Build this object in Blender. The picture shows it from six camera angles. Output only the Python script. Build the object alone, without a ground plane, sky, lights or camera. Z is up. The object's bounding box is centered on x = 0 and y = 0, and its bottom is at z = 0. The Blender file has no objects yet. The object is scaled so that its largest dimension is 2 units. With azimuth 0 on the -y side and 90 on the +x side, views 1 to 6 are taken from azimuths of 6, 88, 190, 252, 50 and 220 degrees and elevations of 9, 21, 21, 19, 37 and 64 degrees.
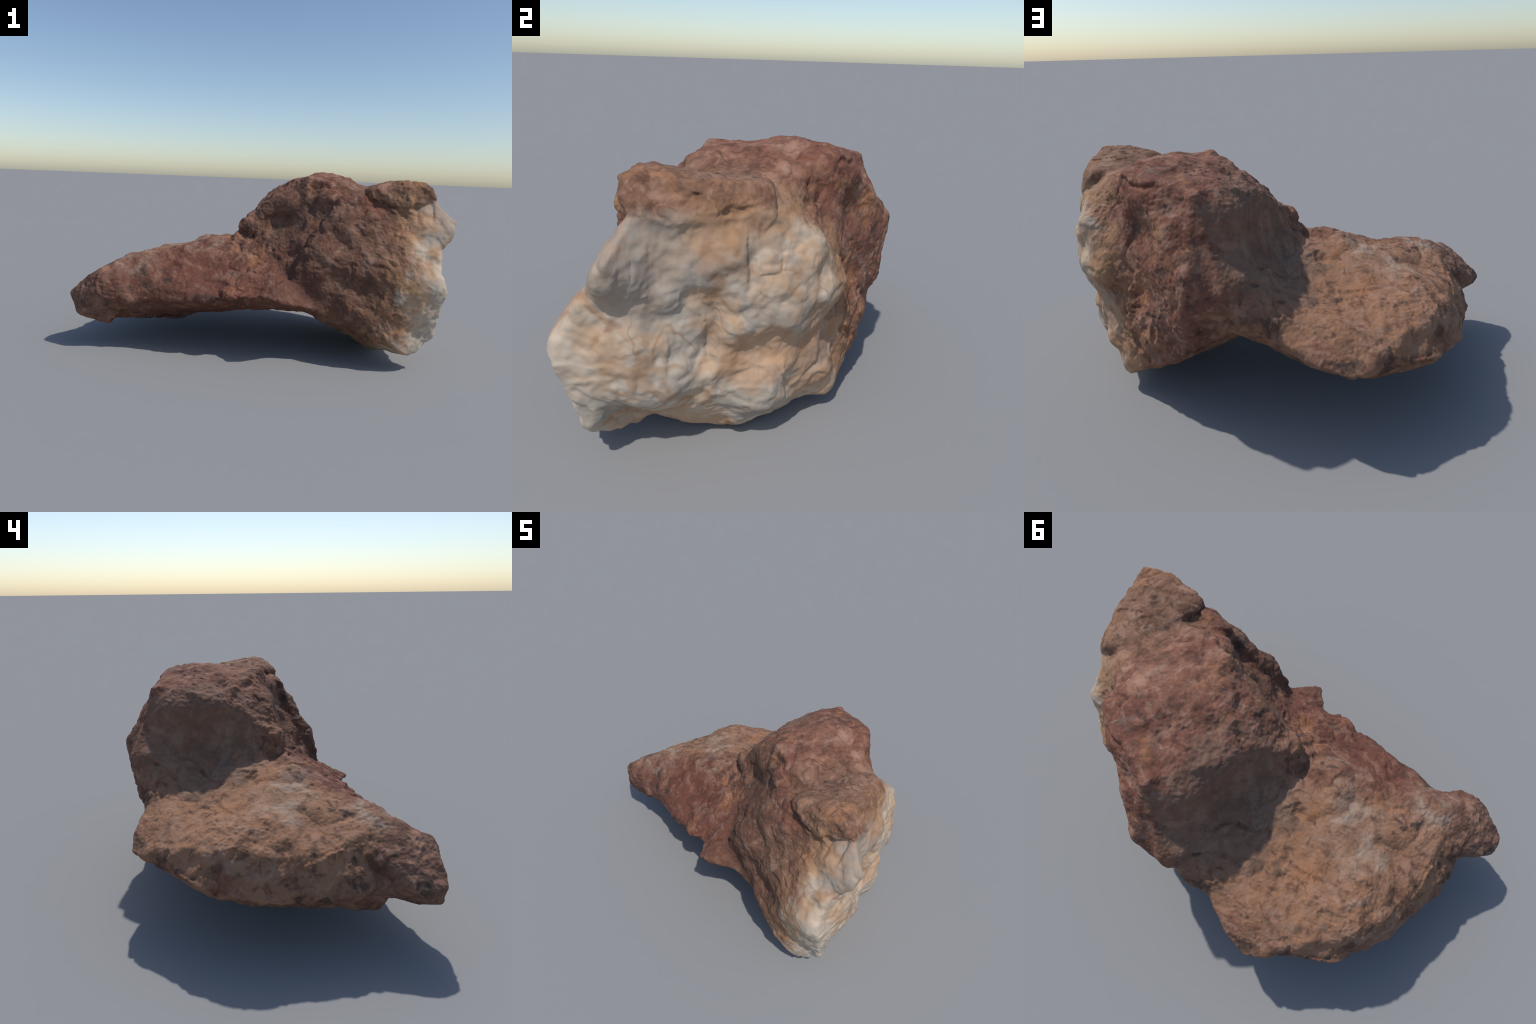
"""A broken field rock: rusty brown crust, a long overhanging tail, a pale quartz fracture face."""
import numpy as np
from itertools import combinations

CELL = 0.0075            # size of the sculpting grid, metres

# ---------------------------------------------------------------- masses
# The rock is a handful of angular masses.  Each mass is the convex block spanned
# by its own corners (measured landmarks); the blocks are fused with a soft weld.
MASSES = {
    "head": [  # the big hump: flat top, dark overhanging west face, steep back
        (.33, .08, .978), (.25, -.165, .945), (.47, .31, .945), (.17, .41, .90), (.515, .22, .95), (.43, .20, .965), (.35, -.18, .925), (.45, .04, .955), (.47, -.20, .88), (.60, .11, .89),
        (.00, .12, .84), (.03, .36, .80), (.158, .562, .645), (.172, .545, .54), (.03, .525, .49), (.04, .50, .43),
        (.20, .505, .31), (.30, .465, .24), (.40, .39, .18), (.50, .345, .115), (.56, .31, .065), (.50, .32, .35), (.53, .29, .57), (.52, .30, .75),
        (.764, .194, .679), (.79, .15, .50), (.785, .06, .20), (.75, -.03, .08), (.84, -.02, .58), (.82, -.10, .25), (.84, -.06, .74),
        (.80, .03, .75), (.66, .11, .07), (.64, 0, 0), (.64, -.17, .03),
        (.25, .20, .13), (.30, .30, .16), (.115, .10, .17), (.06, .30, .28), (.30, -.2, .4)],
    "brow": [  # nose of the hump that overhangs the saddle
        (-.115, -.13, .705), (-.14, -.14, .64), (-.08, -.05, .72), (0, .10, .83), (.07, -.13, .83),
        (.25, -.165, .945), (.26, -.25, .83), (.20, -.20, .67), (.10, -.2, .6), (-.1, .05, .6), (.018, .545, .49),
        (.16, .43, .90), (.4, .2, .5)],
    "prow": [  # front block with the dark crust in front and the pale face on its end
        (.93, -.53, .485), (.91, -.49, .565), (.933, -.522, .358), (.91, -.48, .18),
        (.84, -.50, .10), (.78, -.53, .08), (.68, -.575, .158), (.345, -.475, .27), (.33, -.45, .215),
        (.19, -.475, .475), (.27, -.50, .50), (.29, -.37, .66), (.42, -.32, .86), (.55, -.27, .86), (.90, -.31, .82),
        (.64, -.17, .03), (.60, -.28, .05), (.76, .06, .80), (.64, 0, .02), (.45, 0, .4), (.87, -.22, .30)],
    "horn": [  # pale spur sticking out below the ledge
        (1.015, -.35, .755), (.90, -.30, .84), (.955, -.38, .64), (.90, -.44, .58), (.87, -.22, .55), (.80, -.42, .72), (.85, -.16, .74),
        (.7, -.3, .7)],
    "ledge": [  # loose looking slab on top
        (.89, -.33, .885), (.87, -.32, .94), (.77, -.365, .925), (.777, -.287, .957), (.55, -.35, .885),
        (.62, -.35, .835), (.75, -.365, .815), (.85, -.34, .835),
        (.80, -.08, .925), (.544, -.264, .896), (.62, -.08, .915), (.88, -.22, .84), (.90, -.29, .85),
        (.60, -.28, .83), (.70, .08, .88), (.83, -.10, .83), (.76, .05, .84), (.85, -.17, .905)],
    "tail": [  # wide wedge: ridge on top, sloping shelf down to a blunt rim
        (-.14, -.14, .61), (-.50, -.22, .515), (-.45, .01, .535), (-.53, .02, .515), (-.69, -.36, .49), (-.39, .63, .33), (-.692, .432, .31),
        (-.637, .362, .43), (-.82, .19, .27), (-.76, .14, .40), (-.80, -.12, .42), (-.895, -.106, .265),
        (-.90, -.264, .285), (.02, .53, .47), (.02, .52, .42), (-.64, -.50, .27), (-.424, -.50, .30), (-.50, -.49, .36),
        (-.21, -.505, .30), (-.62, -.20, .10), (-.47, -.10, .08), (-.75, -.10, .14), (-.81, -.30, .12),
        (-.68, .06, .13), (-.67, .32, .21), (-.45, .22, .075), (-.40, .5, .25), (-.41, .38, .17), (-.496, .515, .30), (.1, -.1, .5), (.05, .2, .25),
        (-.06, -.4, .25)],
    "tip": [
        (-.84, -.50, .41), (-.91, -.49, .37), (-.80, -.55, .33), (-.88, -.525, .24), (-.76, -.16, .42), (-.70, -.37, .49), (-.72, -.52, .40), (-.88, -.36, .36), (-.99, -.475, .29), (-.98, -.41, .235), (-.92, -.50, .195), (-1.0, -.38, .29), (-.945, -.40, .35), (-.93, -.50, .185), (-.90, -.30, .27),
        (-.78, -.45, .115), (-.74, -.54, .34), (-.75, -.53, .39), (-.64, -.50, .27), (-.60, -.25, .49), (-.7, -.2, .2)],
    "apron": [  # red front flange between tail and prow
        (.10, -.632, .347), (.345, -.475, .269), (-.044, -.50, .314), (-.316, -.49, .305), (.10, -.25, .55),
        (-.14, -.14, .60), (.30, -.45, .25), (.124, -.40, .262), (-.06, -.40, .245), (.10, -.58, .32),
        (.35, -.30, .5), (-.45, -.24, .48)],
    "core": [  # hidden filling that turns the clefts between the masses into gullies
        (-.11, -.06, .60), (-.06, .30, .56), (.02, .50, .44), (.02, -.20, .60), (.16, -.24, .70), (.26, -.28, .72),
        (.22, -.44, .47), (.20, 0, .25), (.50, .1, .2), (.43, -.19, .91), (.60, .10, .89), (.58, -.07, .91), (.55, -.20, .885), (.76, 0, .875),
        (.74, -.28, .80), (-.2, 0, .50), (.5, -.35, .3)],
}
# Gentle swellings (+) and hollows (-) of the fused surface: centre, radius, height.
SWELLS = [
    ((.86, -.18, .815), .06, .05), ((.83, -.09, .85), .05, .03), ((.60, .22, .78), .07, -.04), ((.53, .25, .83), .06, -.03),
    ((.37, .41, .73), .08, -.03), ((.71, .24, .55), .07, .03), ((.78, -.14, .16), .07, .03), ((.37, -.24, .84), .07, .035),
    ((.93, -.47, .46), .05, -.025), ((.34, .0, .97), .07, -.015), ((.19, .51, .42), .05, .03), ((.14, -.27, .60), .05, -.03),
    ((-.07, -.11, .74), .04, -.02), ((.71, -.38, .87), .04, -.015), ((.82, -.43, .69), .05, -.02), ((-.46, -.34, .48), .07, -.02),
    ((.05, .55, .63), .06, -.015),
    ((.95, -.39, .68), .05, .03), ((.66, -.53, .38), .06, .02), ((.84, -.53, .19), .05, -.02), ((.74, .21, .67), .06, .03),
    ((.78, .14, .39), .06, -.03), ((.55, .26, .84), .07, -.03), ((.44, .39, .50), .10, -.03), ((.26, .45, .79), .07, .025),
    ((.05, .54, .60), .08, .03), ((.05, .34, .83), .07, .02), ((-.34, -.08, .57), .07, .03), ((-.66, .18, .44), .14, .025),
    ((-.46, .42, .44), .08, -.015), ((.13, .52, .38), .08, -.03), ((-.12, .54, .39), .06, -.02), ((.15, -.16, .88), .06, -.025),
    ((.68, -.45, .75), .07, -.03),
    ((-.40, .33, .48), .12, -.015), ((-.45, -.28, .54), .10, -.035), ((-.02, .47, .57), .10, .04), ((.05, .56, .42), .10, -.04),
    ((.82, -.08, .76), .08, .03), ((.90, -.24, .83), .05, .02), ((.89, -.28, .48), .06, .02), ((.95, -.49, .51), .07, -.035),
    ((.43, -.40, .71), .08, .035), ((.36, -.24, .83), .05, .02), ((.57, -.41, .73), .07, .03), ((.43, -.10, .92), .07, .03), ((.13, -.25, .67), .09, -.04),
    ((.21, -.24, .83), .06, -.04), ((-.07, -.12, .76), .05, -.03), ((.53, -.54, .40), .08, -.035), ((.61, .27, .82), .10, -.05),
    ((.63, .29, .53), .09, .04), ((.65, .22, .09), .07, -.03), ((-.07, .53, .48), .05, .03),
    ((.42, -.56, .43), .12, -.06), ((.65, -.50, .63), .10, -.02), ((-.10, .40, .51), .11, .045),
    ((-.29, .20, .53), .14, -.035), ((.48, .36, .68), .14, -.045), ((-.2, .62, .40), .12, -.03),
    ((-.56, .54, .32), .06, -.03), ((.62, .19, .93), .10, -.04), ((.05, -.20, .73), .08, -.03), ((.0, -.55, .37), .09, -.045),
    ((-.35, -.43, .40), .10, .025), ((.80, -.54, .43), .10, .04), ((.89, -.33, .34), .09, .035), ((.83, -.12, .43), .07, -.03),
    ((.62, .29, .22), .07, .03), ((-.72, .25, .39), .10, .025), ((.71, -.33, .84), .06, .02),
    ((.85, -.14, .68), .07, .04), ((0.89, -0.23, 0.85), 0.04, 0.02), ((0.76, 0.04, 0.80), 0.07, 0.025),
    ((0.89, -0.31, 0.53), 0.04, 0.02), ((0.89, -0.21, 0.59), 0.04, 0.025),
    ((0.82, -0.10, 0.64), 0.04, 0.02), ((0.82, 0.03, 0.61), 0.06, 0.015), ((0.81, -0.07, 0.53), 0.06, -0.02),
    ((0.77, 0.16, 0.47), 0.06, 0.02), ((0.81, 0.02, 0.39), 0.07, -0.025), ((0.85, -0.19, 0.31), 0.11, 0.025),
    ((0.75, 0.14, 0.30), 0.05, 0.015), ((0.86, -0.36, 0.19), 0.07, -0.06),
    ((0.78, -0.28, 0.08), 0.09, -0.06), ((0.92, -0.43, 0.50), 0.08, 0.015), ((0.60, 0.28, 0.74), 0.04, -0.04),
    ((0.61, 0.28, 0.36), 0.04, -0.03), ((0.59, 0.30, 0.58), 0.05, 0.015), ((0.85, -0.18, 0.88), 0.05, -0.015),
    ((0.20, -0.28, 0.67), 0.05, -0.03), ((0.17, -0.35, 0.55), 0.045, -0.03),
    ((0.29, -0.46, 0.57), 0.05, 0.02),
    ((0.53, -0.34, 0.82), 0.05, 0.02), ((0.44, -0.45, 0.61), 0.05, -0.03),
    ((0.63, -0.52, 0.38), 0.06, -0.015),
    ((-0.26, 0.06, 0.53), 0.022, -0.03), ((0.46, 0.35, 0.78), 0.03, -0.02), ((0.42, 0.39, 0.72), 0.03, -0.03),
    ((0.34, 0.44, 0.68), 0.03, -0.03), ((-0.61, 0.35, 0.44), 0.05, -0.02), ((-0.83, -0.17, 0.38), 0.03, -0.03),
    ((0.25, 0.43, 0.84), 0.05, -0.02), ((0.35, 0.44, 0.33), 0.05, 0.015), ((0.44, 0.39, 0.32), 0.03, -0.02),
    ((0.57, 0.31, 0.44), 0.08, -0.02), ((0.10, 0.09, 0.89), 0.03, -0.025), ((0.09, -0.01, 0.88), 0.03, -0.02),
    ((-0.40, -0.11, 0.54), 0.03, -0.015), ((-0.25, 0.06, 0.53), 0.022, -0.03),
    ((-0.58, -0.05, 0.49), 0.022, -0.02), ((-0.74, 0.06, 0.42), 0.03, -0.02),
    ((-0.63, 0.34, 0.43), 0.03, -0.02), ((-0.89, -0.25, 0.30), 0.03, -0.02), ((-0.13, -0.03, 0.60), 0.03, 0.02),
    ((-0.60, 0.08, 0.47), 0.05, 0.01),
]
WELD = dict(ledge=.02, horn=.03, brow=.03, tip=.03)     # how softly a mass melts into the others


def block_planes(pts):
    """Half spaces (normal, offset) of the convex block spanned by pts."""
    p = np.array(pts, float)
    c = p.mean(0)
    out = []
    for i, j, k in combinations(range(len(p)), 3):
        n = np.cross(p[j] - p[i], p[k] - p[i])
        ln = np.linalg.norm(n)
        if ln < 1e-7:
            continue
        n /= ln
        o = n @ p[i]
        if n @ c > o:
            n, o = -n, -o
        if (p @ n - o).max() < 1e-6 and not any(abs(n - m).max() < 1e-5 for m, _ in out):
            out.append((n, o))
    return out


def field(lo, hi, cell):
    ax = [np.arange(lo[i], hi[i], cell, dtype=np.float32) for i in range(3)]
    X, Y, Z = np.meshgrid(*ax, indexing="ij", sparse=True)
    d = None
    for name, pts in MASSES.items():
        weld = WELD.get(name, .05)
        e = None
        for n, o in block_planes(pts):
            q = X * np.float32(n[0]) + Y * np.float32(n[1]) + Z * np.float32(n[2]) - np.float32(o)
            e = q if e is None else np.maximum(e, q, out=e)
        if d is None:
            d = e
        else:                                    # polynomial soft union
            h = np.clip(.5 + .5 * (e - d) / weld, 0, 1)
            d = e + (d - e) * h - np.float32(weld) * h * (1 - h)
    for c, r, amount in SWELLS:
        near = tuple(slice(max(0, int((c[i] - 2.2 * r - lo[i]) / cell)), int((c[i] + 2.2 * r - lo[i]) / cell) + 1)
                     for i in range(3))
        R = sum((g[tuple(near[i] if k == i else slice(None) for k in range(3))] - c[i]) ** 2
                for i, g in enumerate((X, Y, Z)))
        d[near] -= amount * np.exp(-R / (r * r) * 1.2)
    for _ in range(2):                           # knock the razor edges off
        for a in range(3):
            s = np.roll(d, 1, a) + np.roll(d, -1, a)
            d = .5 * d + .25 * s
    d += np.float32(.0005)                        # room for the weathering relief
    return d, np.array([a[0] for a in ax])


def surface_nets(d, origin, cell):
    """Quad mesh of the zero level of d."""
    s = d < 0
    c = [s[i:s.shape[0] - 1 + i, j:s.shape[1] - 1 + j, k:s.shape[2] - 1 + k]
         for i in (0, 1) for j in (0, 1) for k in (0, 1)]
    tot = sum(x.astype(np.int8) for x in c)
    act = np.argwhere((tot > 0) & (tot < 8))
    idx = -np.ones(tot.shape, np.int64)
    idx[tuple(act.T)] = np.arange(len(act))
    corners = np.array([(i, j, k) for i in (0, 1) for j in (0, 1) for k in (0, 1)])
    acc = np.zeros((len(act), 3))
    cnt = np.zeros(len(act))
    for a, b in combinations(range(8), 2):
        if abs(corners[a] - corners[b]).sum() != 1:
            continue
        va = d[tuple((act + corners[a]).T)].astype(float)
        vb = d[tuple((act + corners[b]).T)].astype(float)
        m = (va < 0) != (vb < 0)
        t = np.where(m, va / np.where(m, va - vb, 1), 0)
        acc += np.where(m[:, None], corners[a] + t[:, None] * (corners[b] - corners[a]), 0)
        cnt += m
    verts = origin + cell * (act + acc / cnt[:, None])
    faces = []
    for ax in range(3):
        u, v = (ax + 1) % 3, (ax + 2) % 3
        sl0 = [slice(None)] * 3
        sl1 = [slice(None)] * 3
        sl0[ax], sl1[ax] = slice(0, -1), slice(1, None)
        e = np.argwhere(s[tuple(sl0)] != s[tuple(sl1)])
        inside = s[tuple(e.T)]
        du, dv = np.eye(3, dtype=int)[u], np.eye(3, dtype=int)[v]
        q = np.stack([idx[tuple((e - du - dv).T)], idx[tuple((e - dv).T)],
                      idx[tuple(e.T)], idx[tuple((e - du).T)]], 1)
        q[~inside] = q[~inside][:, ::-1]
        faces.append(q)
    return verts, np.concatenate(faces)


def base_mesh(cell=CELL):
    lo, hi = (-1.06, -.68, -.06), (1.08, .70, 1.06)
    d, org = field(lo, hi, cell)
    return surface_nets(d, org, cell)
# ---------------------------------------------------------------- relief

# ---------------------------------------------------------------- noise
def _hash(i, j, k, seed):
    h = (i * 374761393 + j * 668265263 + k * 2147483647 + seed * 974634777) & 0xFFFFFFFF
    h = ((h ^ (h >> 13)) * 1274126177) & 0xFFFFFFFF
    h = ((h ^ (h >> 15)) * 2246822519) & 0xFFFFFFFF
    return (h ^ (h >> 16)) & 0xFFFFFFFF


def _unit(h):
    return h.astype(np.float64) / 4294967295.0


def noise(p, freq, seed=0):
    """Gradient noise, about -1..1."""
    q = p * freq
    b = np.floor(q).astype(np.int64)
    f = q - b
    w = f * f * f * (f * (f * 6 - 15) + 10)
    out = np.zeros(len(p))
    for i in (0, 1):
        for j in (0, 1):
            for k in (0, 1):
                h = _hash(b[:, 0] + i, b[:, 1] + j, b[:, 2] + k, seed)
                g = np.stack([(h & 1023), (h >> 10) & 1023, (h >> 20) & 1023], 1) / 511.5 - 1
                dot = (g * (f - (i, j, k))).sum(1)
                out += dot * (w[:, 0] if i else 1 - w[:, 0]) * (w[:, 1] if j else 1 - w[:, 1]) * \
                    (w[:, 2] if k else 1 - w[:, 2])
    return out * 1.4


def fbm(p, freq, octaves, seed=0, gain=.5):
    return sum(noise(p, freq * 2.03 ** o, seed + 17 * o) * gain ** o for o in range(octaves))


def cells(p, freq, seed=0):
    """Worley cells: nearest distance, gap to the second, id hash and offset to the cell's centre."""
    q = p * freq
    b = np.floor(q).astype(np.int64)
    d1 = np.full(len(p), 9.)
    d2 = np.full(len(p), 9.)
    hid = np.zeros(len(p), np.int64)
    off = np.zeros_like(p)
    for i in (-1, 0, 1):
        for j in (-1, 0, 1):
            for k in (-1, 0, 1):
                h = _hash(b[:, 0] + i, b[:, 1] + j, b[:, 2] + k, seed)
                c = b + (i, j, k) + np.stack([h & 1023, (h >> 10) & 1023, (h >> 20) & 1023], 1) / 1023.
                v = q - c
                d = np.sqrt((v * v).sum(1))
                n = d < d1
                d2 = np.where(n, d1, np.minimum(d2, d))
                d1 = np.where(n, d, d1)
                hid = np.where(n, h, hid)
                off = np.where(n[:, None], v, off)
    return d1, d2 - d1, hid, off / freq


def smooth(a, b, x):
    t = np.clip((x - a) / (b - a), 0, 1)
    return t * t * (3 - 2 * t)


def facets(p, freq, seed, slope):
    """Chipped facets: every cell is a little plane tilted its own way."""
    _, gap, hid, off = cells(p, freq, seed)
    t = np.stack([_unit(_hash(hid, hid * 0, hid * 0, s)) for s in (5, 6, 7)], 1) - .5
    step = _unit(_hash(hid, hid * 0, hid * 0, 8)) - .5
    return ((t * off).sum(1) * 2 * slope + step * slope * .25 / freq) * smooth(0, .10, gap)


def chips(p, freq, seed, tilt, sign):
    """Continuous broken facets: tilted caps meeting in creases (sign 1) or tilted scoops meeting in ridges (-1)."""
    q = p * freq
    b = np.floor(q).astype(np.int64)
    best = np.full(len(p), -9.)
    for i in (-1, 0, 1):
        for j in (-1, 0, 1):
            for k in (-1, 0, 1):
                h = _hash(b[:, 0] + i, b[:, 1] + j, b[:, 2] + k, seed)
                g = _hash(h, h >> 3, h >> 7, seed + 1)
                v = q - b - (i, j, k) - np.stack([h & 1023, (h >> 10) & 1023, (h >> 20) & 1023], 1) / 1023.
                t = np.stack([g & 1023, (g >> 10) & 1023, (g >> 20) & 1023], 1) / 511.5 - 1
                best = np.maximum(best, tilt * (t * v).sum(1) - (v * v).sum(1))
    return sign * (best + .1)


def terraces(h, steps):
    """Broken ledges: the part of a stepped height field that differs from the smooth one."""
    t = h * steps
    b = np.floor(t)
    return (b + smooth(.38, .62, t - b) - t) / steps


# ---------------------------------------------------------------- where the quartz lies bare
QUARTZ = dict(x=.89, y=.18, z=-.20, offset=-.49)


def quartz_mask(p):
    m = p @ np.array([QUARTZ["x"], QUARTZ["y"], QUARTZ["z"]]) + QUARTZ["offset"]
    m = m + .03 * noise(p, 5, 71) + .015 * noise(p, 14, 72)
    return smooth(-.03, .04, m) * (1 - smooth(.80, .86, p[:, 2] + .02 * noise(p, 9, 73)))


def vertex_normals(v, quads):
    n = np.zeros_like(v)
    fn = np.cross(v[quads[:, 2]] - v[quads[:, 0]], v[quads[:, 3]] - v[quads[:, 1]])
    for i in range(4):
        for a in range(3):
            n[:, a] += np.bincount(quads[:, i], fn[:, a], len(v))
    return n / np.maximum(np.linalg.norm(n, axis=1, keepdims=True), 1e-12)


def calm_normals(v, quads, passes):
    n = vertex_normals(v, quads)
    for _ in range(passes):
        m = np.zeros_like(n)
        s = n[quads].sum(1)
        for i in range(4):
            for a in range(3):
                m[:, a] += np.bincount(quads[:, i], s[:, a], len(v))
        n = m / np.linalg.norm(m, axis=1, keepdims=True)
    return n


def crust_lumps(v):
    """Decimetre relief of the brown crust: lumps, scallops, broken ledges and cracks."""
    warp = warped(v)
    side = smooth(-.25, .25, noise(v, 3.5, 61))          # scalloped here, lumpy there
    soft = jittered(v)
    h = .008 * fbm(v, 4.5, 2, 1) + .020 * (chips(soft, 5, 31, 1.1, 1) * side + chips(soft, 5, 33, 1.1, -1) * (1 - side))
    h += .010 * chips(soft, 11, 34, 1., -1) * smooth(-.2, .3, noise(v, 4, 67))
    h += .007 * (cells(warp, 15, 32)[0] ** 2 - .3) * (1.6 * smooth(-.3, .3, noise(v, 5, 62)) - 1)
    h -= .011 * smooth(.10, 0, np.abs(noise(warp, 6, 3))) * smooth(0, .35, noise(v, 3, 63))
    h += .026 * terraces(noise(warp, 5, 9) + .4 * noise(warp, 12, 10), 2.4) * smooth(-.1, .3, noise(v, 3, 66))
    return h


def crust_grain(v):
    """Centimetre relief of the crust: grain and scattered pits."""
    warp = warped(v)
    h = .0080 * fbm(warp, 19, 3, 5, .55) * smooth(-.35, .35, noise(v, 3, 68)) + .0022 * noise(v, 75, 8)
    h += .008 * chips(jittered(v), 24, 35, 1.1, 1) * smooth(-.1, .3, noise(v, 4, 69))
    pit = smooth(.28, .62, noise(warp, 15, 40)) + .6 * smooth(.35, .6, noise(warp, 31, 41))
    return h - .011 * pit * smooth(.05, .40, noise(v, 3.3, 44))


def quartz_lumps(v):
    """Broken facets, scoops and ledges of the pale face."""
    soft = jittered(v)
    side = smooth(-.25, .25, noise(v, 3.5, 61))
    keep = smooth(-.25, .25, noise(v, 4, 64))
    h = -.004 + .004 * fbm(v, 4, 2, 51) + .022 * (chips(soft, 4.5, 52, 1.2, 1) * side + chips(soft, 4.5, 57, 1.2, -1) * (1 - side))
    h += .017 * (chips(soft, 8, 53, 1.3, -1) * keep + chips(soft, 8, 54, 1.3, 1) * (1 - keep))
    return h + .016 * terraces(noise(soft, 4.2, 59) + .3 * noise(soft, 10, 60), 2.5)


def quartz_grain(v):
    soft = jittered(v)
    return .006 * chips(soft, 20, 58, 1.4, 1) * smooth(-.2, .3, noise(v, 5, 65)) + .0042 * fbm(soft, 24, 2, 55)


def warped(v):
    return v + .035 * np.stack([noise(v, 5, s) for s in (21, 22, 23)], 1) \
        + .010 * np.stack([noise(v, 17, s) for s in (24, 25, 26)], 1)


def jittered(v):
    return v + .006 * np.stack([noise(v, 8, s) for s in (27, 28, 29)], 1)


def weather(v, quads, crust, quartz, passes):
    """Push the surface along its normals, each relief only where its rock lies open."""
    w = quartz_mask(v)
    h = np.zeros(len(v))
    for relief, share in ((crust, 1 - w), (quartz, w)):
        on = share > .001
        h[on] += relief(v[on]) * share[on]
    return v + calm_normals(v, quads, passes) * h[:, None]


# ---------------------------------------------------------------- Blender objects
import bpy


def quad_mesh(name, v, quads):
    me = bpy.data.meshes.new(name)
    me.vertices.add(len(v))
    me.vertices.foreach_set("co", np.ascontiguousarray(v, np.float32).ravel())
    me.loops.add(quads.size)
    me.loops.foreach_set("vertex_index", np.ascontiguousarray(quads, np.int32).ravel())
    me.polygons.add(len(quads))
    me.polygons.foreach_set("loop_start", np.arange(0, quads.size, 4, dtype=np.int32))
    me.update(calc_edges=True)
    me.polygons.foreach_set("use_smooth", np.ones(len(quads), bool))
    return me


def refined(v, quads):
    """One Catmull-Clark step."""
    me = quad_mesh("sculpt", v, quads)
    ob = bpy.data.objects.new("sculpt", me)
    bpy.context.scene.collection.objects.link(ob)
    ob.modifiers.new("fine", "SUBSURF").levels = 1
    ev = ob.evaluated_get(bpy.context.evaluated_depsgraph_get())
    em = ev.to_mesh()
    nv = np.empty(len(em.vertices) * 3, np.float32)
    em.vertices.foreach_get("co", nv)
    nf = np.empty(len(em.loops), np.int32)
    em.loops.foreach_get("vertex_index", nf)
    ev.to_mesh_clear()
    bpy.data.objects.remove(ob)
    bpy.data.meshes.remove(me)
    return nv.reshape(-1, 3).astype(float), nf.reshape(-1, 4).astype(np.int64)


class Nodes:
    """Tiny helper to write node trees as expressions."""

    def __init__(self, mat):
        mat.use_nodes = True
        self.t = mat.node_tree
        self.t.nodes.clear()
        self.co = self.t.nodes.new("ShaderNodeTexCoord").outputs["Object"]
        sep = self.t.nodes.new("ShaderNodeSeparateXYZ")
        self.t.links.new(self.co, sep.inputs[0])
        self.x, self.y, self.z = sep.outputs

    def put(self, sock, val):
        if isinstance(val, bpy.types.NodeSocket):
            self.t.links.new(val, sock)
        elif isinstance(val, tuple) and len(val) == 3 and sock.type == "RGBA":
            sock.default_value = (*val, 1)
        else:
            sock.default_value = val

    def math(self, op, a, b=0., clamp=False):
        n = self.t.nodes.new("ShaderNodeMath")
        n.operation, n.use_clamp = op, clamp
        self.put(n.inputs[0], a)
        self.put(n.inputs[1], b)
        return n.outputs[0]

    def add(self, a, b):
        return self.math("ADD", a, b)

    def mul(self, a, b):
        return self.math("MULTIPLY", a, b)

    def noise(self, scale, detail=3., rough=.55, distort=0., shift=0., stretch=(1, 1, 1)):
        m = self.t.nodes.new("ShaderNodeMapping")
        self.t.links.new(self.co, m.inputs["Vector"])
        m.inputs["Location"].default_value = (shift, shift * .7, -shift)
        m.inputs["Scale"].default_value = stretch
        n = self.t.nodes.new("ShaderNodeTexNoise")
        self.t.links.new(m.outputs[0], n.inputs["Vector"])
        for k, v in (("Scale", scale), ("Detail", detail), ("Roughness", rough), ("Distortion", distort)):
            n.inputs[k].default_value = v
        return n.outputs["Fac"]

    def voronoi(self, scale, feature="F1"):
        n = self.t.nodes.new("ShaderNodeTexVoronoi")
        n.feature = feature
        self.t.links.new(self.co, n.inputs["Vector"])
        n.inputs["Scale"].default_value = scale
        return n.outputs["Distance"]

    def band(self, x, lo, hi, a=0., b=1.):
        n = self.t.nodes.new("ShaderNodeMapRange")
        n.interpolation_type = "SMOOTHSTEP"
        for i, v in enumerate((x, lo, hi, a, b)):
            self.put(n.inputs[i], v)
        return n.outputs[0]

    def mix(self, f, a, b, mode="MIX"):
        n = self.t.nodes.new("ShaderNodeMix")
        n.data_type, n.blend_type = "RGBA", mode
        self.put(n.inputs[0], f)
        self.put(n.inputs[6], a)
        self.put(n.inputs[7], b)
        return n.outputs[2]

    def near(self, centre, radius, wobble=None):
        """Soft blob round a point, its border broken up by noise."""
        n = self.t.nodes.new("ShaderNodeVectorMath")
        n.operation = "DISTANCE"
        self.t.links.new(self.co, n.inputs[0])
        n.inputs[1].default_value = centre
        d = self.mul(n.outputs["Value"], 1 / radius)
        if wobble is not None:
            d = self.add(d, wobble)
        return self.band(d, 1.15, .7)

    def plane(self, a, b, c, o):
        return self.add(self.add(self.mul(self.x, a), self.mul(self.y, b)), self.add(self.mul(self.z, c), o))


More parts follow.
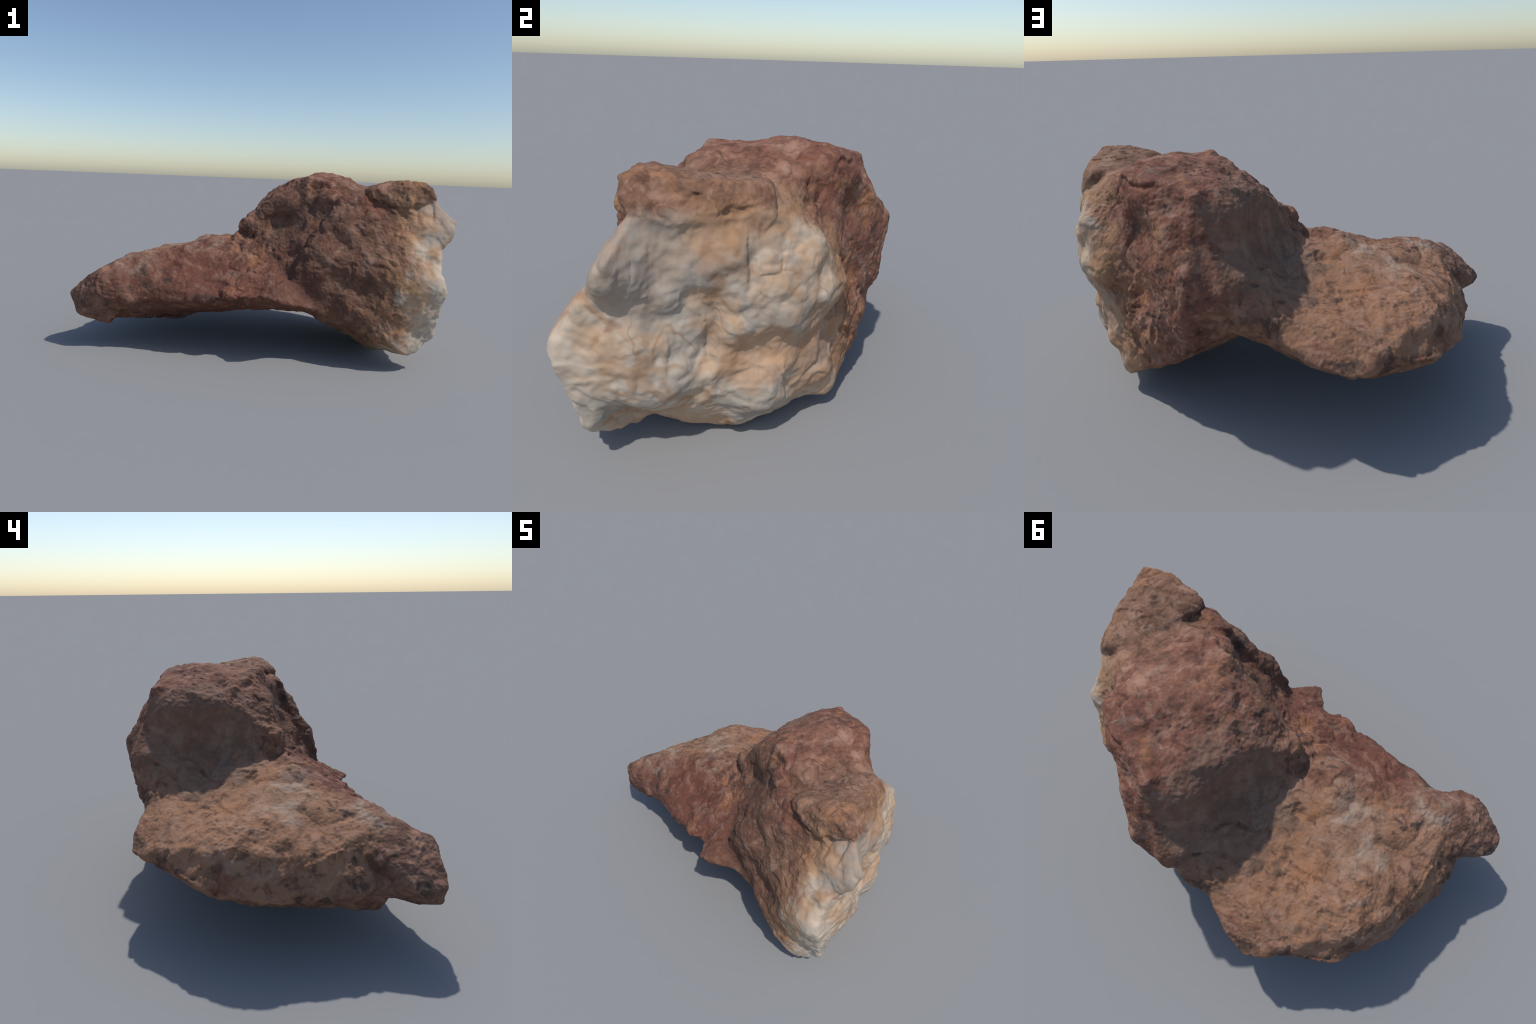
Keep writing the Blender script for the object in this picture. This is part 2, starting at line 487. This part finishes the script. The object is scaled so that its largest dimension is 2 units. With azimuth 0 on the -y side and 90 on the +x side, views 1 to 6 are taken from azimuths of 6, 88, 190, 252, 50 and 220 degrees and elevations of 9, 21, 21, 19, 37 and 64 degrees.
def rock_material():
    mat = bpy.data.materials.new("weathered_ironstone_and_quartz")
    N = Nodes(mat)
    wob = N.mul(N.add(N.noise(7, 4, .6), -.5), 1.6)

    # crust: rust red to tan in broad zones, mottled, with dark patches scattered by noise
    big = N.noise(3.0, 3, .55, .5)
    mid = N.noise(9, 4, .60, .7, 3.1)
    fine = N.noise(34, 4, .65, .3, 5.7)
    crust = N.mix(N.band(big, .38, .62), (.165, .066, .043), (.225, .112, .070))
    red = N.math("MAXIMUM", N.near((-.35, -.55, .32), .42, wob), N.near((.05, -.55, .36), .30, wob))
    crust = N.mix(N.mul(red, .65), crust, (.155, .052, .036))
    brown = N.math("MAXIMUM", N.near((.45, -.5, .5), .36, wob), N.near((.15, -.25, .75), .2, wob))
    crust = N.mix(N.mul(brown, .6), crust, (.140, .070, .046))
    tan = N.math("MAXIMUM", N.near((-.45, .25, .5), .42, wob), N.near((-.7, 0., .5), .34, wob))
    crust = N.mix(N.mul(tan, .7), crust, (.335, .178, .100))
    rust = N.math("MAXIMUM", N.near((.25, .15, 1.0), .38, wob), N.near((.35, .5, .5), .3, wob))
    crust = N.mix(N.mul(rust, .6), crust, (.190, .074, .050))
    crust = N.mix(N.mul(N.near((.72, -.2, .95), .26, wob), .65), crust, (.190, .108, .068))
    crust = N.mix(N.mul(N.near((-.92, -.42, .32), .22, wob), .5), crust, (.215, .130, .092))
    # mottling
    crust = N.mix(N.band(mid, .50, .70, 0, .75), crust, (.345, .195, .132))
    crust = N.mix(N.band(mid, .46, .30, 0, .75), crust, (0.091, 0.044, 0.029))
    crust = N.mix(N.band(N.noise(6, 4, .6, .8, 13.), .55, .70, 0, .6), crust, (0.322, 0.144, 0.065))
    crust = N.mix(N.band(N.noise(5, 4, .6, .6, 17.), .58, .72, 0, .6), crust, (.295, .210, .160))
    speck = N.noise(24, 3, .55, .6, 15.)
    crust = N.mix(N.band(speck, .48, .33, 0, .6), crust, (.085, .042, .031))
    crust = N.mix(N.band(speck, .54, .70, 0, .5), crust, (.34, .205, .145))
    crust = N.mix(N.band(fine, .58, .74, 0, .35), crust, (0.348, 0.252, 0.183))
    bleach = N.math('MAXIMUM', N.near((-.50, .0, .53), .15, wob), N.near((-.66, -.36, .48), .13, wob))
    crust = N.mix(N.mul(bleach, N.band(mid, .40, .60, .1, .6)), crust, (.40, .31, .235))
    crust = N.mix(N.mul(red, .42), crust, (.110, .040, .028))
    crust = N.mix(N.mul(brown, .38), crust, (.095, .050, .034))
    wall = N.near((-.02, .22, .66), .30, wob)
    crust = N.mix(N.mul(wall, .5), crust, (.215, .142, .100))
    dark = N.mul(N.band(N.noise(13, 4, .65, .6, 9.3), .52, .66), N.band(N.noise(3.5, 2, .5, 0, 2.2), .44, .60))
    crust = N.mix(N.mul(N.mul(dark, .85), N.band(wall, 0., 1., 1., .3)), crust, (0.054, 0.038, 0.031))

    # bare quartz
    cream = N.mix(N.band(N.noise(5, 3, .55, .4, 1.7), .36, .62), (.40, .340, .275), (.53, .445, .355))
    cream = N.mix(N.band(N.noise(3.6, 4, .6, .9, 6.4), .42, .58, 0, .85), cream, (.47, .31, .195))
    cream = N.mix(N.band(N.noise(7, 4, .6, .9, 4.9), .53, .68, 0, .7), cream, (.33, .17, .09))
    cream = N.mix(N.band(N.noise(5, 3, .6, .5, 8.8), .51, .67, 0, .65), cream, (.27, .24, .21))
    cream = N.mix(N.band(N.noise(30, 3, .6, .3, 2.9), .55, .75, 0, .3), cream, (.52, .46, .39))

    vein = N.math("ABSOLUTE", N.add(N.noise(3.5, 2, .5, 1.5, 41.), -.5))
    cream = N.mix(N.mul(N.band(vein, .035, .003), N.band(N.noise(3, 2, .5, 0, 44.), .45, .62, 0, .6)), cream, (.32, .19, .11))
    vein = N.math("ABSOLUTE", N.add(N.noise(5, 2, .5, 1.5, 47.), -.5))
    cream = N.mix(N.mul(N.band(vein, .045, .004), N.band(N.noise(3.5, 2, .5, 0, 49.), .45, .60, 0, .5)), cream, (.28, .24, .20))
    cream = N.mix(N.mul(N.near((.92, -.27, .68), .17, wob), .55), cream, (.30, .275, .245))
    cream = N.mix(N.mul(N.near((.80, .03, .36), .13, wob), .6), cream, (.45, .25, .135))
    cream = N.mix(N.mul(N.near((.84, -.03, .78), .14, wob), .5), cream, (.27, .165, .105))
    cream = N.mix(N.mul(N.near((.64, .28, .30), .15, wob), .5), cream, (.36, .20, .125))

    edge = N.plane(QUARTZ["x"], QUARTZ["y"], QUARTZ["z"], QUARTZ["offset"])
    edge = N.add(edge, N.mul(N.add(N.noise(5, 5, .65, .8, 21.), -.5), .40))
    m = N.band(edge, -.05, .05)
    m = N.mul(m, N.band(N.add(N.z, N.mul(wob, .04)), .87, .80))
    colour = N.mix(m, crust, cream)
    stain = N.mul(N.band(edge, -.16, -.02), N.band(edge, .16, .0))
    stain = N.mul(stain, N.band(N.noise(8, 4, .6, .6, 31.), .40, .60, .15, .75))
    stain = N.mul(stain, N.band(N.add(N.z, N.mul(wob, .04)), .90, .82, .2, 1.))
    colour = N.mix(stain, colour, (.37, .210, .110))

    bsdf = N.t.nodes.new("ShaderNodeBsdfPrincipled")
    N.put(bsdf.inputs["Base Color"], colour)
    bsdf.inputs["Roughness"].default_value = .85
    bsdf.inputs["Specular IOR Level"].default_value = .25
    grain = N.add(N.mul(N.noise(120, 4, .7), .6), N.mul(N.noise(55, 3, .6, .4, 3.), .8))
    bump = N.t.nodes.new("ShaderNodeBump")
    N.put(bump.inputs["Height"], grain)
    bump.inputs["Distance"].default_value = .004
    N.put(bump.inputs["Strength"], N.band(m, 0., 1., .6, .2))
    N.put(bsdf.inputs["Normal"], bump.outputs[0])
    out = N.t.nodes.new("ShaderNodeOutputMaterial")
    N.put(out.inputs["Surface"], bsdf.outputs[0])
    return mat


def split_parts(v, quads, regions, root, mat):
    """Cut one seamless surface into named parts that keep the whole surface's normals."""
    n = vertex_normals(v, quads)
    for name in sorted(set(regions)):
        q = quads[regions == name]
        used, inv = np.unique(q, return_inverse=True)
        me = quad_mesh(name, v[used], inv.reshape(-1, 4))
        me.normals_split_custom_set_from_vertices([tuple(x) for x in n[used]])
        me.materials.append(mat)
        ob = bpy.data.objects.new(name, me)
        bpy.context.scene.collection.objects.link(ob)
        ob.parent = root


def build():
    v, quads = base_mesh()
    v = weather(v, quads, crust_lumps, quartz_lumps, 2)
    v, quads = refined(v, quads)
    v = weather(v, quads, crust_grain, quartz_grain, 2)
    v[:, 2] = np.maximum(v[:, 2], 0)                     # worn flat where it rests on the ground
    root = bpy.data.objects.new("rock", None)
    bpy.context.scene.collection.objects.link(root)
    root["label"] = "rusty brown jagged rock with pale broken quartz face"
    root["category"] = "rock"
    c = v[quads].mean(1)
    regions = np.full(len(c), "crust_block", dtype=object)
    regions[c @ np.array([1, .18, -.1]) < -.08] = "tail"
    regions[quartz_mask(c) > .5] = "quartz_face"
    regions[(c[:, 2] > .845) & (c @ np.array([.85, -.5, 0]) > .545)] = "ledge"
    split_parts(v, quads, regions, root, rock_material())
    print("bounds", v.min(0), v.max(0), len(quads))


build()
